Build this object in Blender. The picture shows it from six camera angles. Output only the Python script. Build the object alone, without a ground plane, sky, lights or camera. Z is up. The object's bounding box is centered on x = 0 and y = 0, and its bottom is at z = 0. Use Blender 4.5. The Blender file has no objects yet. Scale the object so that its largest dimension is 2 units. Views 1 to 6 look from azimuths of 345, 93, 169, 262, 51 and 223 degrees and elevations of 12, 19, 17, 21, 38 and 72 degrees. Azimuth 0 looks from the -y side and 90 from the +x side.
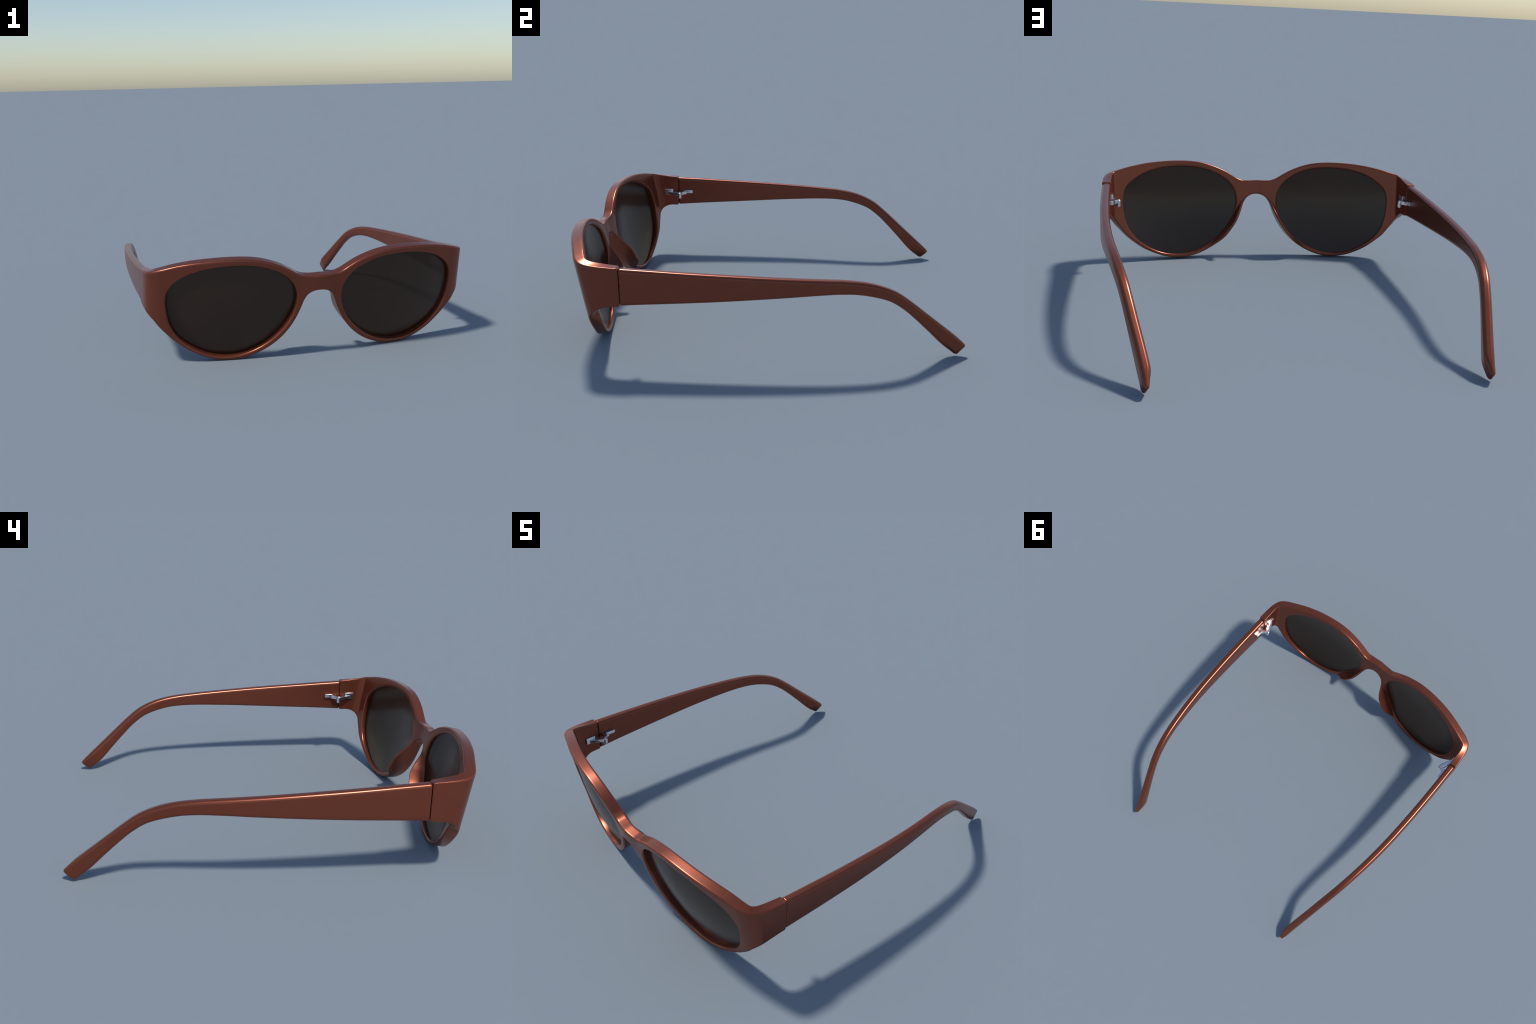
# Sunglasses: one bent-sheet front (rims, bridge, end pieces, nose pads), two lenses,
# two lofted temples and two metal barrel hinges.  Everything is built for x > 0 and mirrored.
import bpy, bmesh, math
import numpy as np
from mathutils import Vector

# ------------------------------------------------------------------ small curve helpers
def hermite(xk, yk, x):
    """smooth curve y(x) through knots (non-uniform Catmull-Rom)"""
    xk = np.asarray(xk, float); yk = np.asarray(yk, float); x = np.asarray(x, float)
    d = np.diff(yk) / np.diff(xk)
    m = np.empty_like(yk); m[0] = d[0]; m[-1] = d[-1]
    w = np.diff(xk)
    m[1:-1] = (d[:-1] * w[1:] + d[1:] * w[:-1]) / (w[1:] + w[:-1])
    i = np.clip(np.searchsorted(xk, x) - 1, 0, len(xk) - 2)
    h = w[i]; t = (x - xk[i]) / h
    return ((2*t**3 - 3*t**2 + 1) * yk[i] + (t**3 - 2*t**2 + t) * h * m[i]
            + (-2*t**3 + 3*t**2) * yk[i+1] + (t**3 - t**2) * h * m[i+1])

def spline(pts, n=40, closed=False):
    """dense smooth polyline through points (chord-length Catmull-Rom)"""
    p = np.asarray(pts, float)
    if closed:
        p = np.vstack([p[-3:], p, p[:4]])
    s = np.concatenate([[0], np.cumsum(np.linalg.norm(np.diff(p, axis=0), axis=1) ** 0.75)])
    a, b = (3, len(p) - 4) if closed else (0, len(p) - 1)
    q = np.concatenate([np.linspace(s[i], s[i+1], n, endpoint=False) for i in range(a, b)] + [[s[b]]])
    return np.stack([hermite(s, p[:, k], q) for k in range(p.shape[1])], 1)

def arclen(p):
    return np.concatenate([[0], np.cumsum(np.linalg.norm(np.diff(p, axis=0), axis=1))])

def resample(p, n):
    s = arclen(p); q = np.linspace(0, s[-1], n)
    return np.stack([np.interp(q, s, p[:, k]) for k in range(p.shape[1])], 1)

def sstep(a, b, x):
    t = np.clip((np.asarray(x, float) - a) / (b - a), 0, 1)
    return t * t * (3 - 2 * t)

# ------------------------------------------------------------------ materials
def principled(name, base, metallic, rough, **extra):
    m = bpy.data.materials.new(name); m.use_nodes = True
    b = m.node_tree.nodes["Principled BSDF"]
    b.inputs["Base Color"].default_value = (*base, 1)
    b.inputs["Metallic"].default_value = metallic
    b.inputs["Roughness"].default_value = rough
    for k, v in extra.items():
        b.inputs[k.replace("_", " ")].default_value = v
    return m, m.node_tree, b

def grain(nt, b, base, amount, scale, rough, rough_amp):
    """very slight tone and gloss variation on object coordinates"""
    tc = nt.nodes.new("ShaderNodeTexCoord")
    no = nt.nodes.new("ShaderNodeTexNoise"); no.inputs["Scale"].default_value = scale
    no.inputs["Detail"].default_value = 4
    nt.links.new(tc.outputs["Object"], no.inputs["Vector"])
    cr = nt.nodes.new("ShaderNodeValToRGB")
    cr.color_ramp.elements[0].position = 0.3; cr.color_ramp.elements[1].position = 0.7
    cr.color_ramp.elements[0].color = (*[c * (1 - amount) for c in base], 1)
    cr.color_ramp.elements[1].color = (*[c * (1 + amount) for c in base], 1)
    nt.links.new(no.outputs["Fac"], cr.inputs["Fac"])
    nt.links.new(cr.outputs["Color"], b.inputs["Base Color"])
    mr = nt.nodes.new("ShaderNodeMapRange")
    mr.inputs["To Min"].default_value = rough - rough_amp
    mr.inputs["To Max"].default_value = rough + rough_amp
    nt.links.new(no.outputs["Fac"], mr.inputs["Value"])
    nt.links.new(mr.outputs["Result"], b.inputs["Roughness"])

FRAME_COL = (0.237, 0.062, 0.033)
MAT_FRAME, nt, b = principled("copper_brown_frame", FRAME_COL, 0.65, 0.27)
grain(nt, b, FRAME_COL, 0.02, 9.0, 0.27, 0.01)
LENS_COL = (0.0240, 0.0088, 0.0044)
MAT_LENS, nt, b = principled("dark_tinted_lens", LENS_COL, 0.0, 0.2)
grain(nt, b, LENS_COL, 0.02, 6.0, 0.20, 0.01)
b.inputs["Specular Tint"].default_value = (1.0, .90, .80, 1)
# brown tint that lets a little light through each face of the lens
clear = nt.nodes.new("ShaderNodeBsdfTransparent"); clear.inputs["Color"].default_value = (1.0, .86, .72, 1)
mixer = nt.nodes.new("ShaderNodeMixShader"); mixer.inputs["Fac"].default_value = 0.15
nt.links.new(b.outputs["BSDF"], mixer.inputs[1]); nt.links.new(clear.outputs["BSDF"], mixer.inputs[2])
nt.links.new(mixer.outputs["Shader"], nt.nodes["Material Output"].inputs["Surface"])
METAL_COL = (0.80, 0.81, 0.83)
MAT_METAL, nt, b = principled("polished_steel", METAL_COL, 1.0, 0.22)
grain(nt, b, METAL_COL, 0.02, 60.0, 0.22, 0.02)

# ------------------------------------------------------------------ object plumbing
root = bpy.data.objects.new("sunglasses", None)
bpy.context.scene.collection.objects.link(root)
root["label"] = "copper brown oval sunglasses with dark lenses, temples open"
root["category"] = "sunglasses"

def add_object(name, me, mat, parent=root):
    ob = bpy.data.objects.new(name, me)
    bpy.context.scene.collection.objects.link(ob)
    me.materials.clear(); me.materials.append(mat)
    ob.parent = parent
    return ob

def mesh_from(name, verts, faces, mirror=False, smooth=True):
    v = np.array(verts, float)
    if mirror:
        v = v * [-1, 1, 1]; faces = [f[::-1] for f in faces]
    me = bpy.data.meshes.new(name)
    me.from_pydata([tuple(p) for p in v], [], [list(map(int, f)) for f in faces])
    me.update()
    if smooth:
        me.polygons.foreach_set("use_smooth", [True] * len(me.polygons))
    return me

# ================================================================== FRONT
# The front is a flat sheet with outline in (u, z), bent along a plan curve and leaning back.
TILT, Z_REF = 0.165, 0.28
T_FRONT = 0.058

# plan curve of the front face: nearly straight over the nose, wrapping towards the temples
plan_knots_x = [-.2, -.1, 0, .1, .2, .3, .4, .5, .6, .7, .75, .80, .86]
plan_knots_y = [-.963, -.9655, -.9755, -.9655, -.963, -.9605, -.9545, -.943, -.926, -.9015, -.8865, -.868, -.843]
def front_plan(x):
    return float(hermite(plan_knots_x, plan_knots_y, x))

uk = [0, .03, .06, .1, .15, .2, .3, .4, .5, .6, .7, .75]
outer_plan = [(u, front_plan(u)) for u in uk]
inner_plan = []
for u in uk:
    s = (front_plan(u + .02) - front_plan(u - .02)) / .04
    n = np.array([-s, 1]) / math.hypot(s, 1)
    inner_plan.append((u + T_FRONT * n[0], front_plan(u) + T_FRONT * n[1]))
# the corner and the end piece that runs back to the hinge
corner_outer = [(.802, -.872), (.848, -.857), (.882, -.836), (.9055, -.803), (.9155, -.762), (.918, -.715), (.919, -.671)]
corner_inner = [(.786, -.8165), (.8245, -.8055), (.8525, -.7945), (.8635, -.7725), (.8675, -.744), (.8695, -.710), (.872, -.671)]
for p in corner_outer:
    uk.append(uk[-1] + math.dist(p, outer_plan[-1]))
    outer_plan.append(p)
inner_plan += corner_inner
U_END = uk[-1]
OUTER, INNER = np.array(outer_plan), np.array(inner_plan)

def sheet(u, z, tau, pad=0.0):
    """u, z on the flat sheet, tau 0 = front face, 1 = back face, pad = extra depth"""
    u = np.asarray(u, float); z = np.asarray(z, float)
    w = 1 - sstep(.90, U_END, u)
    lean = -TILT * (z - Z_REF) * w
    # the lower rims curl back a little under the lenses
    lean = lean + .017 * sstep(.10, .36, u) * (1 - sstep(.78, .92, u)) * (np.clip(.40 - z, 0, .42) / .40) ** 2
    f = np.stack([hermite(uk, OUTER[:, 0], u), hermite(uk, OUTER[:, 1], u) + lean, z], -1)
    g = np.stack([hermite(uk, INNER[:, 0], u), hermite(uk, INNER[:, 1], u) + lean, z + 0.012 * w], -1)
    pad = np.asarray(pad, float)[..., None] if np.ndim(pad) else pad
    g = g + pad * np.array([0.0, 0.97, 0.16])
    tau = np.asarray(tau, float)[..., None] if np.ndim(tau) else tau
    return f + tau * (g - f)

# outline of one half: bridge top -> brow -> end piece -> under rim -> nose -> bridge bottom
top_edge = spline([(-.05, .450), (0, .4515), (.05, .450), (.085, .4515), (.12, .4635), (.16, .487), (.21, .514),
                   (.28, .541), (.35, .5585), (.42, .566), (.50, .568), (.59, .565), (.68, .557), (.76, .5445),
                   (.83, .529), (.885, .5175), (.93, .5095), (.98, .505), (U_END, .4995)])
top_edge = top_edge[top_edge[:, 0] >= -1e-9]
low_edge = spline([(U_END, .308), (1.006, .3035), (.974, .294), (.945, .281), (.9226, .268), (.905, .255), (.885, .238),
                   (.865, .2135), (.832, .178), (.7885, .134), (.7235, .0815), (.693, .061), (.631, .030), (.575, .010),
                   (.52, .000), (.47, -.0025), (.42, .0005), (.36, .016), (.29, .047), (.222, .095), (.172, .147),
                   (.131, .208), (.104, .267), (.083, .321), (.066, .346), (.04, .362), (0, .368), (-.04, .362)])
low_edge = low_edge[low_edge[:, 0] >= -1e-9]
def corner(a, c, b, r, n=8):
    """quarter round at c between directions to a and b"""
    c = np.array(c); da = (np.array(a) - c); db = (np.array(b) - c)
    da = da / np.linalg.norm(da); db = db / np.linalg.norm(db)
    th = np.linspace(0, math.pi / 2, n)
    return np.array([c + da * r * (1 - math.sin(t)) + db * r * (1 - math.cos(t)) for t in th])
RC = .009
c1 = corner(top_edge[-6], top_edge[-1], (U_END, .4), RC)
c2 = corner((U_END, .4), low_edge[0], low_edge[6], RC)
outline = np.vstack([top_edge[top_edge[:, 0] < U_END - RC], c1, c2, low_edge[low_edge[:, 0] < U_END - RC]])
outline[0, 0] = 0; outline[-1, 0] = 0
N_OUT = 620
outline_r = resample(outline, N_OUT)
# keep the two small end-piece corners crisp: insert denser samples there
s_dense = arclen(outline); s_c1 = s_dense[len(top_edge[top_edge[:, 0] < U_END - RC]) + 4]; s_c2 = s_c1 + .19
q = np.unique(np.concatenate([np.linspace(0, s_dense[-1], N_OUT)] +
                             [np.linspace(c - .02, c + .02, 24) for c in (s_c1, s_c2)]))
q = q[np.concatenate([[True], np.diff(q) > 4e-4])]; q[-1] = s_dense[-1]
outl = np.stack([np.interp(q, s_dense, outline[:, k]) for k in range(2)], 1)
outl[0, 0] = outl[-1, 0] = 0.0
N_OUT = len(outl)
tan = np.gradient(outl, axis=0)
for _ in range(2):
    tan[1:-1] = (tan[:-2] + 2 * tan[1:-1] + tan[2:]) / 4
tan /= np.linalg.norm(tan, axis=1)[:, None]
nrm = np.stack([tan[:, 1], -tan[:, 0]], 1)      # inward (outline runs clockwise)
nrm[0] = (0, -1); nrm[-1] = (0, 1)

# lens opening
hole_pts = [(.820, .345), (.814, .391), (.789, .433), (.738, .474), (.672, .504), (.590, .524), (.507, .532), (.43, .532),
            (.362, .525), (.288, .506), (.225, .477), (.172, .438), (.139, .389), (.128, .335), (.137, .272), (.166, .206),
            (.215, .142), (.287, .081), (.357, .044), (.43, .024), (.508, .020), (.594, .036), (.68, .078), (.75, .135),
            (.793, .203), (.814, .278)]
hole = spline(hole_pts, 30, closed=True)[:-1]
HC = np.array([.47, .29])
h_ang = np.unwrap(np.arctan2(hole[:, 1] - HC[1], hole[:, 0] - HC[0]))
def hole_at(ang):
    """point and outward normal of the opening at polar angle"""
    a = h_ang[0] + np.mod(ang - h_ang[0], 2 * math.pi)
    A = np.concatenate([h_ang, [h_ang[0] + 2 * math.pi]])
    H = np.vstack([hole, hole[:1]])
    p = np.stack([np.interp(a, A, H[:, k]) for k in range(2)], -1)
    T = np.roll(hole, -1, 0) - np.roll(hole, 1, 0)
    T /= np.linalg.norm(T, axis=1)[:, None]
    Nn = np.stack([T[:, 1], -T[:, 0]], 1); Nn = np.vstack([Nn, Nn[:1]])
    n = np.stack([np.interp(a, A, Nn[:, k]) for k in range(2)], -1)
    return p, n / np.linalg.norm(n, axis=1)[:, None]

# which angle of the opening belongs to which outline point
def near(pt):
    return int(np.argmin(np.linalg.norm(outl - np.array(pt), axis=1)))
nat = lambda p: math.degrees(math.atan2(p[1] - HC[1], p[0] - HC[0]))
anchors = [(0, 152), (near((.085, .451)), 146), (near((.16, .487)), 138)]
for p in [(.28, .541), (.42, .566), (.59, .565), (.76, .5445), (.885, .5175)]:
    anchors.append((near(p), nat(p)))
anchors += [(near((U_END, .504)), 20), (near((U_END, .308)), 0), (near((.945, .281)), -4), (near((.885, .238)), -9)]
for p in [(.828, .182), (.72, .085), (.575, .010), (.42, -.0005), (.29, .047), (.172, .147)]:
    a = nat(p); anchors.append((near(p), a if a < 0 else a - 360))
anchors += [(near((.104, .267)), -174), (near((.066, .346)), -184), (N_OUT - 1, -192)]
s_out = arclen(outl)
ang_out = np.radians(hermite([s_out[i] for i, _ in anchors], [a for _, a in anchors], s_out))

# close the half ring with the mirror seam at x = 0
N_SEAM = 26
R_FO, R_BO, R_FH, R_BH = .010, .009, .0105, .011     # edge radii: front/back, outline/hole
seam_z_f = np.linspace(outl[-1, 1] + R_FO, outl[0, 1] - R_FO, N_SEAM + 2)[1:-1]
seam_ang = np.radians(np.linspace(-192, -208, N_SEAM + 2)[1:-1])
ang = np.concatenate([ang_out, seam_ang])
K = len(ang)
is_seam = np.arange(K) >= N_OUT
hp, hn = hole_at(ang)

# nose pads: extra depth along the nasal part of the outline
zz = outl[:, 1]
nasal = (np.arange(N_OUT) > near((.33, .030)))
pad_out = np.where(nasal, .064 * sstep(.355, .195, zz) * sstep(.036, .125, zz), 0.0)
pad = np.concatenate([pad_out, np.zeros(N_SEAM)])
pad = np.clip(pad, 0, None)

fade_end = 1 - .55 * sstep(.93, U_END, outl[:, 0])      # crisper edges at the hinge end
def outer_offset(d):
    o = np.zeros((K, 2)); o[:N_OUT] = outl + nrm * (d * fade_end)[:, None]
    return o
rows, tags = [], []          # each row: K points; the rows run once round the cross-section
def row(uz, tau, pd):
    rows.append(sheet(uz[:, 0], uz[:, 1], tau, pd))

M = 46
SINK = .26 * np.clip(pad / .050, 0, 1)      # behind a nose pad the opening flares straight into the pad
RB = R_BH * (1 - .85 * np.clip(pad / .050, 0, 1))
def face_rows(front):
    """rows across the flat from hole edge to outline"""
    ro, rh = (R_FO, R_FH) if front else (R_BO, R_BH)
    a = hp + hn * (rh if front else RB[:, None])
    bb = outer_offset(ro)
    bb[N_OUT:, 0] = 0; bb[N_OUT:, 1] = seam_z_f
    out = []
    for k in range(M + 1):
        f = k / M
        uz = a + (bb - a) * f
        g = np.zeros(K) if front else pad * min(1.0, f / .75)
        out.append((uz, 0.0 if front else 1.0 - SINK * (1 - min(1, f / .75)), g))
    return out

thick_pad = T_FRONT + pad
NF = 6
for r_ in face_rows(True): row(*r_)
n_front = len(rows)
for k in range(1, NF + 1):                 # front outer round
    t = k / NF * math.pi / 2
    e = np.concatenate([fade_end, np.ones(N_SEAM)])
    row(outer_offset(R_FO * (1 - math.sin(t))), R_FO * e * (1 - math.cos(t)) / thick_pad, pad)
e = np.concatenate([fade_end, np.ones(N_SEAM)])
t0, t1 = R_FO * e / thick_pad, 1 - R_BO * e / thick_pad
for k in range(1, 8):                      # outer wall
    row(outer_offset(0.0), t0 + (t1 - t0) * k / 8, pad)
for k in range(0, NF):                     # back outer round
    t = k / NF * math.pi / 2
    row(outer_offset(R_BO * (1 - math.cos(t))), 1 - R_BO * e * (1 - math.sin(t)) / thick_pad, pad)
n_wall = len(rows)
for r_ in face_rows(False)[::-1]: row(*r_)
n_back = len(rows)
for k in range(1, NF + 1):                 # back hole round
    t = k / NF * math.pi / 2
    uz = hp + hn * (RB * (1 - math.sin(t)))[:, None]
    row(uz, 1 - SINK - RB * (1 - math.cos(t)) / T_FRONT, 0.0)
for k in range(1, 6):                      # hole wall
    a0, a1 = 1 - SINK - RB / T_FRONT, R_FH / T_FRONT
    row(hp, a0 + (a1 - a0) * k / 6, 0.0)
for k in range(0, NF):                     # front hole round
    t = k / NF * math.pi / 2
    row(hp + hn * R_FH * (1 - math.cos(t)), R_FH * (1 - math.sin(t)) / T_FRONT, 0.0)
V = np.array(rows)                         # J x K x 3
J = len(rows)
V[:, N_OUT:, 0][:n_front][-1] = 0
idx = np.arange(J * K).reshape(J, K)
half_faces, half_tag = [], []
for j in range(J):
    j2 = (j + 1) % J
    wall = n_front - 1 <= j < n_wall
    for i in range(K):
        i2 = (i + 1) % K
        if wall and (is_seam[i] or is_seam[i2]):
            continue
        half_faces.append((idx[j, i], idx[j, i2], idx[j2, i2], idx[j2, i]))
        po = max(pad[i], pad[i2])
        u_here = outl[i, 0] if i < N_OUT else 0.0
        c = (V[j, i] + V[j2, i2]) / 2
        if po > .012 and n_front + NF + 3 <= j < n_back - 4:
            tag = "nose_pad"
        elif c[0] > .868 and i < N_OUT and c[2] > .2 or (c[0] > .84 and c[1] > -.80 and c[2] > .24):
            tag = "end_piece"
        elif c[0] < .085 and c[2] > .33:
            tag = "bridge"
        else:
            tag = "rim"
        half_tag.append(tag)
used = np.zeros(J * K, bool)
for f in half_faces: used[list(f)] = True
remap = -np.ones(J * K, int); remap[used] = np.arange(used.sum())
HV = V.reshape(-1, 3)[used]
HF = [tuple(int(remap[k]) for k in f) for f in half_faces]
HV[np.abs(HV[:, 0]) < 2e-4, 0] = 0.0
nv = len(HV)
seam_v = HV[:, 0] == 0.0
mir = np.where(seam_v, np.arange(nv), nv + np.arange(nv))
ALLV = np.vstack([HV, HV * [-1, 1, 1]])
ALLF = HF + [tuple(int(mir[k]) for k in f[::-1]) for f in HF]
TAGS = [(t, 0) for t in half_tag] + [(t, 1 if t != "bridge" else 0) for t in half_tag]

# whole-front vertex normals, kept on every separated part
whole = mesh_from("front_whole", ALLV, ALLF)
NORM = np.zeros((len(ALLV), 3))
fa = np.array(ALLF); P = ALLV[fa]
fn = np.cross(P[:, 2] - P[:, 0], P[:, 3] - P[:, 1])
for k in range(4): np.add.at(NORM, fa[:, k], fn)
# orientation check: front face must look towards -y
flip = NORM[0, 1] > 0
if flip:
    NORM = -NORM; ALLF = [f[::-1] for f in ALLF]
NORM /= np.maximum(np.linalg.norm(NORM, axis=1), 1e-12)[:, None]
bpy.data.meshes.remove(whole)

for key in sorted(set(TAGS)):
    fs = [ALLF[i] for i, t in enumerate(TAGS) if t == key]
    vs = np.unique(np.array(fs))
    lut = {int(v): k for k, v in enumerate(vs)}
    me = mesh_from(key[0], ALLV[vs], [tuple(lut[v] for v in f) for f in fs])
    me.normals_split_custom_set_from_vertices([tuple(n) for n in NORM[vs]])
    add_object(key[0], me, MAT_FRAME)

# ================================================================== LENSES
def lens_mesh(mirror):
    A = 160; RINGS = 26
    th = np.linspace(0, 2 * math.pi, A, endpoint=False)
    p, n = hole_at(th)
    edge = p + n * .012
    vs, fs = [], []
    ctr = HC
    def surf(tau, bulge):
        base = len(vs)
        for r in range(RINGS + 1):
            f = r / RINGS
            uz = ctr + (edge - ctr) * f if r else np.array([ctr])
            # the flat-ground lens sits nearer the front towards the temple
            pts = sheet(uz[:, 0], uz[:, 1], tau - .17 * sstep(.50, .84, uz[:, 0]))
            pts[:, 1] -= bulge * (1 - f * f)
            vs.extend(pts.tolist())
        return base
    b0 = surf(.57, .0255); b1 = surf(.75, .0255)
    ring = lambda b, r: [b] if r == 0 else [b + 1 + (r - 1) * A + i for i in range(A)]
    for b, s in ((b0, 1), (b1, -1)):
        for r in range(RINGS):
            r0, r1 = ring(b, r), ring(b, r + 1)
            for i in range(A):
                k = (i + 1) % A
                f = (r0[0], r1[i], r1[k]) if r == 0 else (r0[i], r1[i], r1[k], r0[k])
                fs.append(f if s > 0 else f[::-1])
    e0, e1 = ring(b0, RINGS), ring(b1, RINGS)
    for i in range(A):
        k = (i + 1) % A
        fs.append((e0[i], e1[i], e1[k], e0[k]))
    return mesh_from("lens", vs, fs, mirror)
for m_ in (False, True):
    add_object("lens", lens_mesh(m_), MAT_LENS)

# ================================================================== TEMPLES
top_line = [(-.6690, .5035), (-.53, .4965), (-.40, .489), (-.10, .473), (.13, .460), (.30, .450), (.40, .4425), (.49, .4285), (.565, .4045),
            (.64, .366), (.72, .304), (.78, .252), (.845, .195), (.93, .121), (.973, .0825), (1.005, .050)]
low_line = [(-.6690, .3115), (-.53, .321), (-.40, .330), (-.10, .351), (.13, .3655), (.285, .374), (.38, .3755), (.465, .3685), (.538, .350),
            (.607, .3215), (.6785, .2695), (.7325, .2185), (.797, .152), (.882, .0625), (.93, .0225), (.956, .0025)]
plan_y = [-.68, -.43, -.18, .07, .32, .55, .76, .88, 1.0]
plan_x = [.9180, .9210, .9190, .9090, .885, .8475, .795, .761, .731]
def temple_mesh(mirror):
    tl, ll = spline(top_line, 14), spline(low_line, 14)
    n = len(tl)
    tl[:, 1] -= .0090 * (1 - .85 * sstep(.45, .70, tl[:, 0])); ll[:, 1] -= .0090 * (1 - .90 * sstep(.45, .70, ll[:, 0])) * (.3 + .7 * sstep(-.66, -.1, ll[:, 0]))
    thick = np.full(n, .0465)
    s = arclen((tl + ll) / 2); left = s[-1] - s
    thick *= .50 + .50 * sstep(-.01, .095, left)
    top = np.stack([hermite(plan_y, plan_x, tl[:, 0]) - thick / 2, tl[:, 0], tl[:, 1]], 1)
    low = np.stack([hermite(plan_y, plan_x, ll[:, 0]) - thick / 2, ll[:, 0], ll[:, 1]], 1)
    mid = (top + low) / 2
    tg = np.gradient(mid, axis=0); tg /= np.linalg.norm(tg, axis=1)[:, None]
    up = top - low; H = np.linalg.norm(up, axis=1); up /= H[:, None]
    lat = np.cross(tg, up); lat /= np.linalg.norm(lat, axis=1)[:, None]
    lat *= np.sign(lat[:, :1])
    tg = np.cross(up, lat); tg *= np.sign(np.sum(tg * np.gradient(mid, axis=0), axis=1))[:, None]
    NC, NS = 8, 10
    def section(h, t, r):
        r = min(r, t * .47, h * .47)
        pts = []
        cs = [(t/2 - r, h/2 - r, 0), (-t/2 + r, h/2 - r, 90), (-t/2 + r, -h/2 + r, 180), (t/2 - r, -h/2 + r, 270)]
        for ci, (cx, cy, a0) in enumerate(cs):
            for k in range(NC + 1):
                a = math.radians(a0 + 90 * k / NC)
                pts.append((cx + r * math.cos(a), cy + r * math.sin(a)))
            nx, ny, na = cs[(ci + 1) % 4]; na = math.radians(na)
            p0 = pts[-1]; p1 = (nx + r * math.cos(na), ny + r * math.sin(na))
            for k in range(1, NS):
                f = k / NS
                pts.append((p0[0] + (p1[0] - p0[0]) * f, p0[1] + (p1[1] - p0[1]) * f))
        return np.array(pts)
    R0 = .0165
    rings = []
    def ring(i, inset, shift):
        sec = section(H[i] - 2 * inset, max(thick[i] - 2 * inset, .004), max(R0 - inset, .002))
        rings.append(mid[i] + shift * tg[i] + sec[:, :1] * lat[i] + sec[:, 1:] * up[i])
    e0, e1 = .008, .014
    for k in range(6):
        a = k / 6 * math.pi / 2
        ring(0, e0 * (1 - math.sin(a)), e0 * (1 - math.cos(a)))
    for i in range(n):
        if e0 < s[i] and left[i] > e1: ring(i, 0, 0)
    for k in range(7):
        a = k / 6 * math.pi / 2
        ring(n - 1, e1 * (1 - math.cos(a)), -e1 * (1 - math.sin(a)))
    S = len(rings[0]); vs = np.vstack(rings); fs = []
    for j in range(len(rings) - 1):
        for i in range(S):
            k = (i + 1) % S
            fs.append((j*S + i, j*S + k, (j+1)*S + k, (j+1)*S + i))
    vs = np.vstack([vs, rings[0].mean(0)[None], rings[-1].mean(0)[None]])
    c0, c1_ = len(vs) - 2, len(vs) - 1; b0 = (len(rings) - 1) * S
    for i in range(S):
        k = (i + 1) % S
        fs.append((c0, k, i)); fs.append((c1_, b0 + i, b0 + k))
    me = mesh_from("temple", vs, fs, mirror)
    bm = bmesh.new(); bm.from_mesh(me); bmesh.ops.recalc_face_normals(bm, faces=bm.faces[:]); bm.to_mesh(me); bm.free()
    return me
for m_ in (False, True):
    add_object("temple", temple_mesh(m_), MAT_FRAME)

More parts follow.
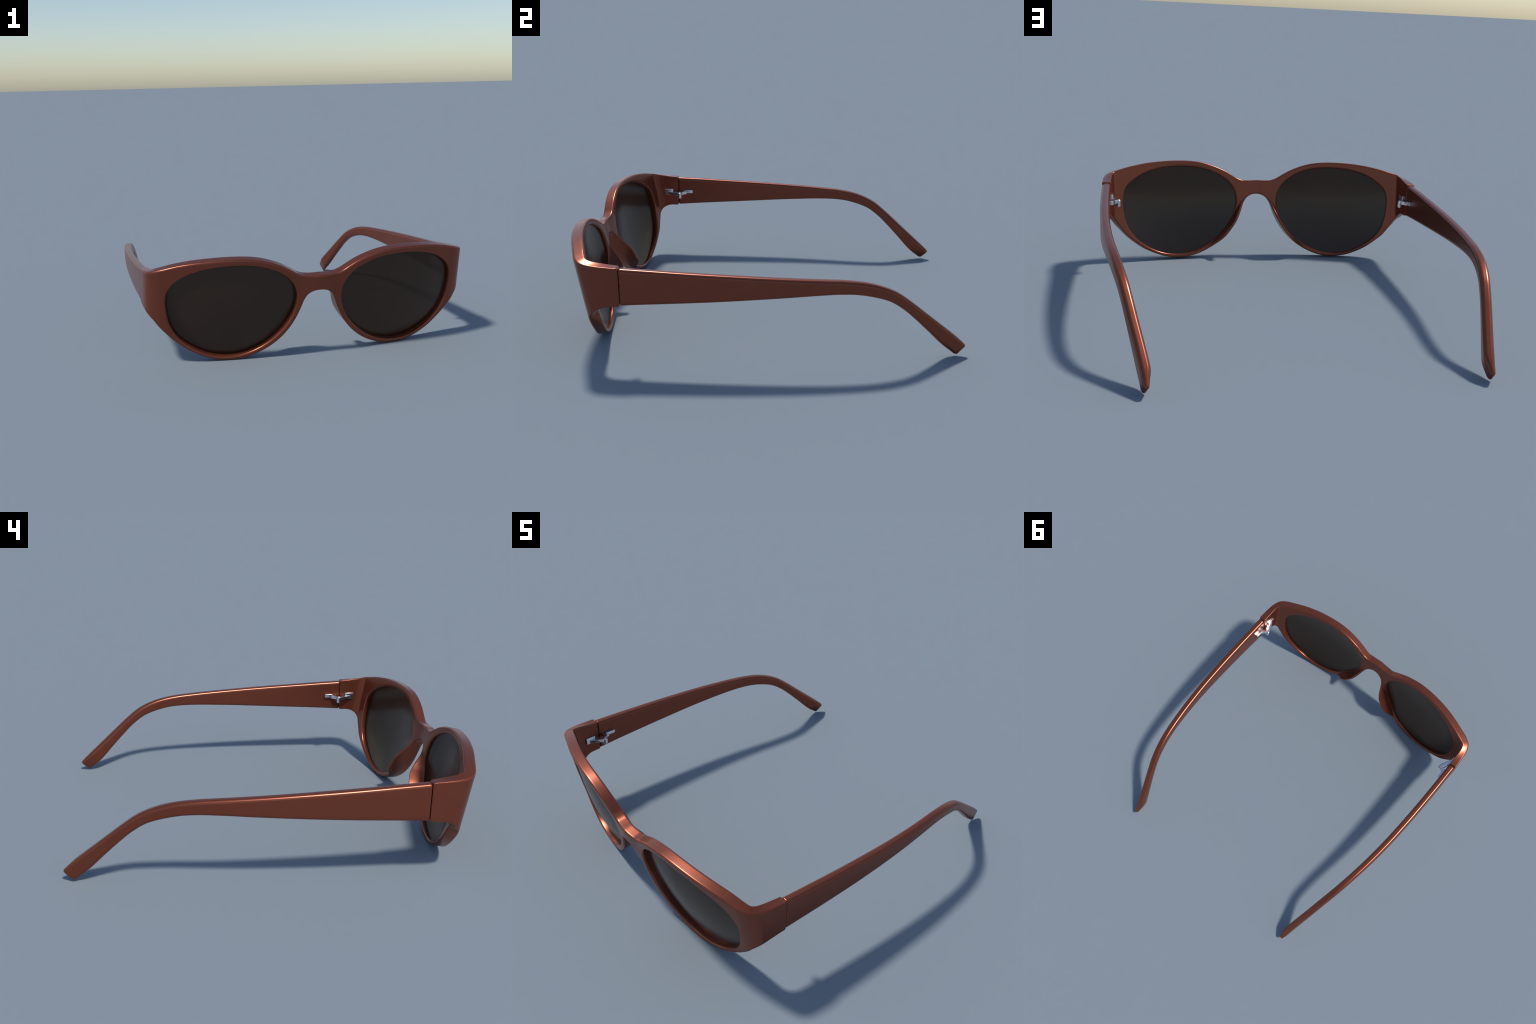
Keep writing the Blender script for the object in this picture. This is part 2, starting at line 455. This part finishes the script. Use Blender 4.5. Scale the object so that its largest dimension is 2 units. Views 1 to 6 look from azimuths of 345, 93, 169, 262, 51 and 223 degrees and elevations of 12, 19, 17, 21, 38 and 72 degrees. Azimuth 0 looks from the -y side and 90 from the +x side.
# ================================================================== HINGES
def prism(poly, z0, z1, bevel, mirror, name):
    """plan polygon raised between two heights, edges rounded"""
    bm = bmesh.new()
    pts = [(-x if mirror else x, y) for x, y in poly]
    f = bm.faces.new([bm.verts.new((x, y, z0)) for x, y in pts])
    ex = bmesh.ops.extrude_face_region(bm, geom=[f])
    for v in ex["geom"]:
        if isinstance(v, bmesh.types.BMVert): v.co.z = z1
    bmesh.ops.recalc_face_normals(bm, faces=bm.faces[:])
    ed = [e for e in bm.edges if e.calc_face_angle(0) > .5]
    bmesh.ops.bevel(bm, geom=ed, offset=bevel, segments=3, profile=.5, affect='EDGES')
    me = bpy.data.meshes.new(name); bm.to_mesh(me); bm.free()
    me.polygons.foreach_set("use_smooth", [True] * len(me.polygons))
    me.set_sharp_from_angle(angle=math.radians(40))
    return me

def arc(cx, cy, r, a0, a1, n):
    return [(cx + r * math.cos(math.radians(a0 + (a1 - a0) * k / n)), cy + r * math.sin(math.radians(a0 + (a1 - a0) * k / n))) for k in range(n + 1)]

PIN = (.8295, -.6545)
for m_ in (False, True):
    hinge = bpy.data.objects.new("hinge", None)
    bpy.context.scene.collection.objects.link(hinge); hinge.parent = root
    # flat foot let into the end piece
    foot = prism([(.880, -.761), (.8585, -.761), (.8585, -.703), (.880, -.703)], .379, .4205, .0025, m_, "hinge_foot")
    add_object("hinge_foot", foot, MAT_METAL, hinge)
    # leaf that tapers from the foot to the pin
    leaf = prism([(.872, -.742), (.8535, -.7375), (.8205, -.671)] + arc(*PIN, .0098, 190, 20, 9) + [(.857, -.660), (.8625, -.685), (.872, -.690)],
                 .3840, .4030, .0012, m_, "hinge_leaf")
    add_object("hinge_leaf", leaf, MAT_METAL, hinge)
    # barrel round the pin, a short curved neck, then a slim bar lying on the temple
    barrel = prism(arc(*PIN, .0145, 0, 345, 23), .3685, .4010, .0012, m_, "hinge_barrel")
    add_object("hinge_barrel", barrel, MAT_METAL, hinge)
    neck = prism(arc(*PIN, .0140, 75, 20, 3) + [(.856, -.650), (.876, -.646), (.876, -.612), (.8570, -.612), (.8545, -.620), (.8485, -.629), (.8390, -.6365)],
                 .3850, .4050, .0012, m_, "hinge_neck")
    add_object("hinge_neck", neck, MAT_METAL, hinge)
    bar = prism([(.880, -.628), (.863, -.628), (.8575, -.618), (.8575, -.570), (.880, -.570)], .3925, .4130, .002, m_, "hinge_bar")
    add_object("hinge_bar", bar, MAT_METAL, hinge)
    pin = prism(arc(*PIN, .0085, 0, 345, 23), .3635, .4075, .0022, m_, "hinge_pin")
    add_object("hinge_pin", pin, MAT_METAL, hinge)
